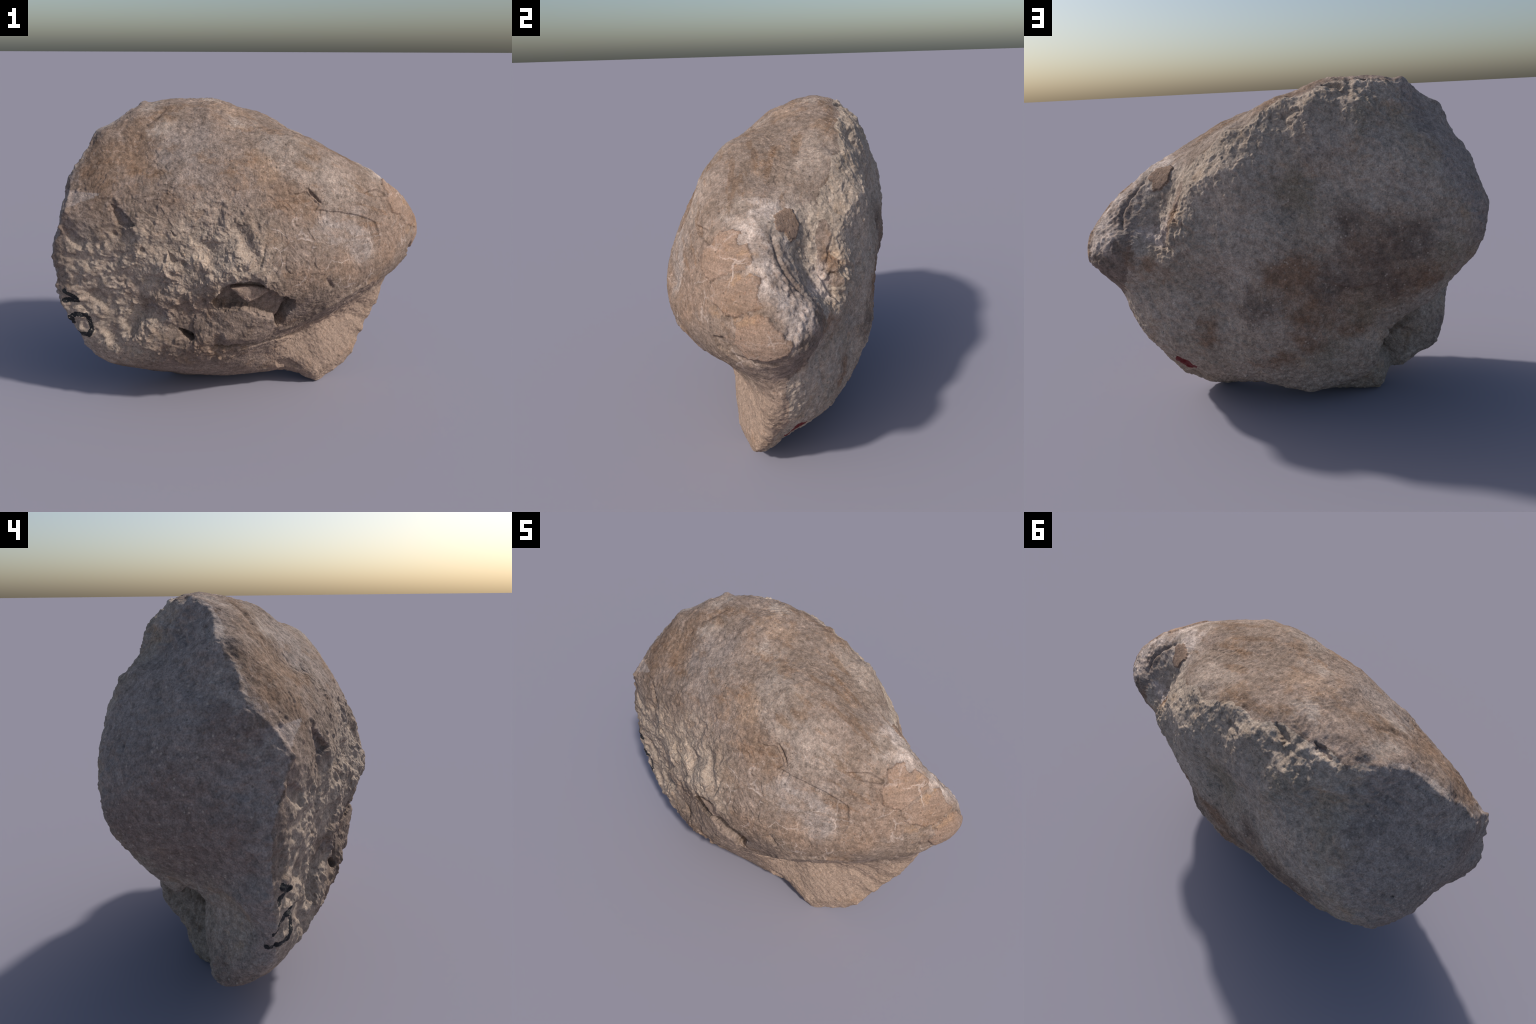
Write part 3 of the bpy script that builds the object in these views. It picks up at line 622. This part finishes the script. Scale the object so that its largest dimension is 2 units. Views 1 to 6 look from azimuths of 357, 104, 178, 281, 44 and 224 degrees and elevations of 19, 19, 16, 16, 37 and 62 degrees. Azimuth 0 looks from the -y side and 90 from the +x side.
    if streak:
        veins = n.noise(5.0, 4, 0.6, 6.6).outputs[0]
        thin = n.math("ABSOLUTE", n.math("SUBTRACT", veins, 0.5))
        col = n.mix(n.ramp(thin, 0.012, 0.002, 0.0, streak), col, TINT["whitish"])
    # mottling in centimetres, then grain
    blot = n.noise(38.0, 4, 0.65, 3.0).outputs[0]
    col = n.mix(1.0, col, n.mix(n.ramp(blot, 0.34, 0.66, soft=False), (1 - 0.36 * mottled,) * 3, (1 + 0.36 * mottled,) * 3), "MULTIPLY")
    grain = n.noise(150.0, 3, 0.7, 5.0)
    col = n.mix(1.0, col, n.mix(n.ramp(grain.outputs[0], 0.33, 0.67, soft=False), (0.74, 0.73, 0.73), (1.27, 1.27, 1.27)), "MULTIPLY")
    tone = n.noise(95.0, 2, 0.6, 9.0).outputs[0]
    col = n.mix(n.ramp(tone, 0.55, 0.75, 0.0, 0.45), col, n.mix(1.0, col, (1.16, 0.93, 0.80), "MULTIPLY"))
    # dark pin holes and pale shell crumbs
    cell = n.add("ShaderNodeTexVoronoi")
    n.put(cell.inputs["Vector"], n.co)
    cell.inputs["Scale"].default_value = 62.0
    sep = n.add("ShaderNodeSeparateColor")
    n.put(sep.inputs[0], cell.outputs["Color"])
    spot = n.ramp(cell.outputs["Distance"], 0.34, 0.18)
    col = n.mix(n.math("MULTIPLY", spot, n.ramp(sep.outputs[0], 0.84, 0.90, 0.0, 0.6)), col, tuple(b * 0.42))
    col = n.mix(n.math("MULTIPLY", spot, n.ramp(sep.outputs[1], 0.86, 0.92, 0.0, 0.6)), col, tuple(np.minimum(b * 1.55, 0.6)))
    n.put(bsdf.inputs["Base Color"], col)
    bump = n.add("ShaderNodeBump")
    bump.inputs["Strength"].default_value = 0.55
    bump.inputs["Distance"].default_value = 0.004
    n.put(bump.inputs["Height"], n.math("ADD", grain.outputs[0], n.math("MULTIPLY", spot, n.ramp(sep.outputs[0], 0.84, 0.90, 0.0, -0.5))))
    n.put(bsdf.inputs["Normal"], bump.outputs[0])
    return m


def moved2(n):
    wob = n.noise(8.0, 3, 0.5, 3.3).outputs["Color"]
    w = n.add("ShaderNodeVectorMath", operation="MULTIPLY_ADD")
    n.put(w.inputs[0], wob)
    w.inputs[1].default_value = (0.16,) * 3
    n.put(w.inputs[2], n.co)
    return w.outputs[0]


SEAM_CENTRES = ((0.55, -0.33, 0.88), (0.84, 0.0, 1.0), (0.92, 0.08, 0.85), (0.25, -0.43, 0.95))


def paint(name, colour, under, wear):
    """Old paint on stone: worn through where the grain stands out."""
    m = stone(name, under, ())
    n = Nodes(m)
    bsdf = m.node_tree.nodes["Principled BSDF"]
    old = bsdf.inputs["Base Color"].links[0].from_socket
    worn = n.noise(90.0, 4, 0.7, 1.0).outputs[0]
    n.put(bsdf.inputs["Base Color"], n.mix(n.ramp(worn, wear, wear + 0.08), colour, old))
    bsdf.inputs["Roughness"].default_value = 0.6
    return m


FRONT = ("shell_brown", "stain_brown", "orange", "pale_grey", "grey", "beak_brown", "whitish", "flank", "cavity_grey", "keel", "rust")
BEHIND = ("rust", "dark", "olive", "pale_grey", "whitish", "end_brown")
OUTER = stone("weathered_shell_stone", "dome", FRONT, 0.85, streak=0.15, seams=0.5, swept=0.8)
PITTED = stone("pitted_stone", "dome", FRONT, 0.75)
BEAK = stone("beak_stone", "dome", FRONT, 0.8, seams=0.5)
KEEL = stone("keel_stone", "keel", FRONT, 0.5)
BACK = stone("grey_fracture_and_back", "back", BEHIND, 0.75, fracture=True)
FRACTURE = BACK
SHELL = stone("brown_shell", "shell", ("orange",), 0.35, lines=(1.2, 2.0, 26.0), streak=0.15, seams=0.4)
CHIP = stone("chip_stone", "keel", (), 0.5)
INK = paint("black_ink", (0.022, 0.022, 0.024), "flank", 0.60)
RED = paint("red_paint", (0.150, 0.018, 0.020), "keel", 0.66)

# ------------------------------------------------------------------ parts
root = bpy.data.objects.new("fossil_shell", None)
bpy.context.collection.objects.link(root)
root["label"] = "domed fossil shell stone with curled beak, broken end and keel"
root["category"] = "fossil"
root.empty_display_size = 0.2


def add_mesh(name, pts, tris, normals, material, parent=root):
    me = bpy.data.meshes.new(name)
    me.vertices.add(len(pts))
    me.vertices.foreach_set("co", pts.ravel().astype(np.float32))
    me.loops.add(len(tris) * 3)
    me.loops.foreach_set("vertex_index", tris.ravel().astype(np.int32))
    me.polygons.add(len(tris))
    me.polygons.foreach_set("loop_start", np.arange(0, len(tris) * 3, 3, dtype=np.int32))
    me.polygons.foreach_set("use_smooth", np.ones(len(tris), bool))
    me.update(calc_edges=True)
    if normals is not None:
        me.normals_split_custom_set_from_vertices(normals.astype(np.float32))
    me.materials.append(material)
    o = bpy.data.objects.new(name, me)
    bpy.context.collection.objects.link(o)
    o.parent = parent
    return o


fc = P1[FACES].mean(1)
fb = BASE[FACES].mean(1)
fn = N0[FACES].mean(1)
fj = jag[FACES].mean(1)
label = np.full(len(FACES), "shell_dome", dtype=object)
label[flank[FACES].mean(1) > 0.5] = "pitted_flank"
label[fn[:, 1] + 6 * fj > 0.45] = "back_face"
label[(fn[:, 0] + 4 * fj < -0.33) & (fn[:, 1] > -0.22) & (fb[:, 0] < -0.3)] = "broken_end"
rim_y = -0.238 - 0.20 * np.clip(fb[:, 2] - 0.9, 0, 0.3)
label[(fb[:, 0] < -0.6) & (fb[:, 2] < 1.2) & (fb[:, 1] > rim_y + 0.8 * fj) & (fn[:, 0] < -0.25)] = "broken_end"
beak = (fb[:, 0] + 0.30 * (fb[:, 2] - 0.9) + 2 * fj > 0.78) & (fb[:, 2] > 0.60)
label[beak & ((label != "back_face") | (fb[:, 0] + 4 * fj > 0.72 + 0.5 * (0.9 - fb[:, 2])))] = "beak"
label[(keel[FACES].mean(1) > 0.5) & (label != "back_face")] = "keel"
for name, d in PLATES.items():
    label[d[FACES].mean(1) < 0] = name
ink_near = np.full(len(FACES), 9.0)
where = np.flatnonzero((fb[:, 0] < -0.6) & (fb[:, 2] < 0.9))
for _, stroke in INK_STROKES:
    d, _ = polyline_distance(fb[where], np.array(stroke))
    ink_near[where] = np.minimum(ink_near[where], d)
label[ink_near + 0.3 * fj < 0.0135] = "ink_number"
label[np.linalg.norm(fb - RED_DOT, axis=1) + 0.6 * fj < 0.062] = "red_paint_dot"

PARTS = {}
for name, material in (("shell_dome", OUTER), ("pitted_flank", PITTED), ("beak", BEAK), ("keel", KEEL), ("back_face", BACK), ("broken_end", FRACTURE), ("loose_slab", PITTED),
                       ("shell_plate_upper", SHELL), ("shell_plate_middle", SHELL), ("shell_plate_lower", SHELL), ("shell_plate_spur", SHELL), ("ink_number", INK), ("red_paint_dot", RED)):
    sel = FACES[label == name]
    used, inv = np.unique(sel, return_inverse=True)
    part = "shell_plate" if name.startswith("shell_plate") else name
    parent = PARTS.get({"shell_plate": "beak", "loose_slab": "pitted_flank", "ink_number": "pitted_flank", "red_paint_dot": "keel"}.get(part), root)
    PARTS[name] = add_mesh(part, P1[used], inv.reshape(-1, 3), N1[used], material, parent)

# a triangular chip wedged under the lip of the cavity
tri = np.array([(-0.088, -0.482, 0.772), (0.000, -0.486, 0.780), (0.098, -0.470, 0.765), (0.098, -0.464, 0.745), (0.045, -0.474, 0.708), (0.000, -0.482, 0.688), (-0.030, -0.480, 0.715)])
sv, sf = icosphere(5)
c = tri.mean(0)
flat = sv[:, [0, 2]]
ang = np.arctan2(tri[:, 2] - c[2], tri[:, 0] - c[0])
order = np.argsort(ang)
ring = tri[order]
ring_a = ang[order]
va = np.arctan2(sv[:, 2], sv[:, 0])
reach = np.zeros(len(sv))
for i in range(len(ring)):
    a, b2 = ring[i], ring[(i + 1) % len(ring)]
    dx, dz = np.cos(va), np.sin(va)
    ex, ez = b2[0] - a[0], b2[2] - a[2]
    den = dx * ez - dz * ex
    t = ((a[0] - c[0]) * ez - (a[2] - c[2]) * ex) / np.where(abs(den) < 1e-9, 1e-9, den)
    u = ((a[0] - c[0]) * dz - (a[2] - c[2]) * dx) / np.where(abs(den) < 1e-9, 1e-9, den)
    reach = np.where((t > 0) & (u >= -1e-6) & (u <= 1 + 1e-6), t, reach)
rim = np.hypot(sv[:, 0], sv[:, 2]) ** 0.5
cx, cz = c[0] + reach * rim * np.cos(va), c[2] + reach * rim * np.sin(va)
face_y = c[1] + 0.08 * (cx - c[0]) - 0.10 * (cz - c[2])
cy = face_y + 0.028 + 0.028 * np.sign(sv[:, 1]) * np.abs(sv[:, 1]) ** 0.35
chip = np.stack([cx, cy, cz], 1)
chip += 0.004 * np.stack([fbm(chip, 40, 3, 0.6, shift=s) for s in (1.0, 5.0, 9.0)], 1)
add_mesh("wedged_chip", chip, sf, vertex_normals(chip, sf), CHIP, PARTS["pitted_flank"])
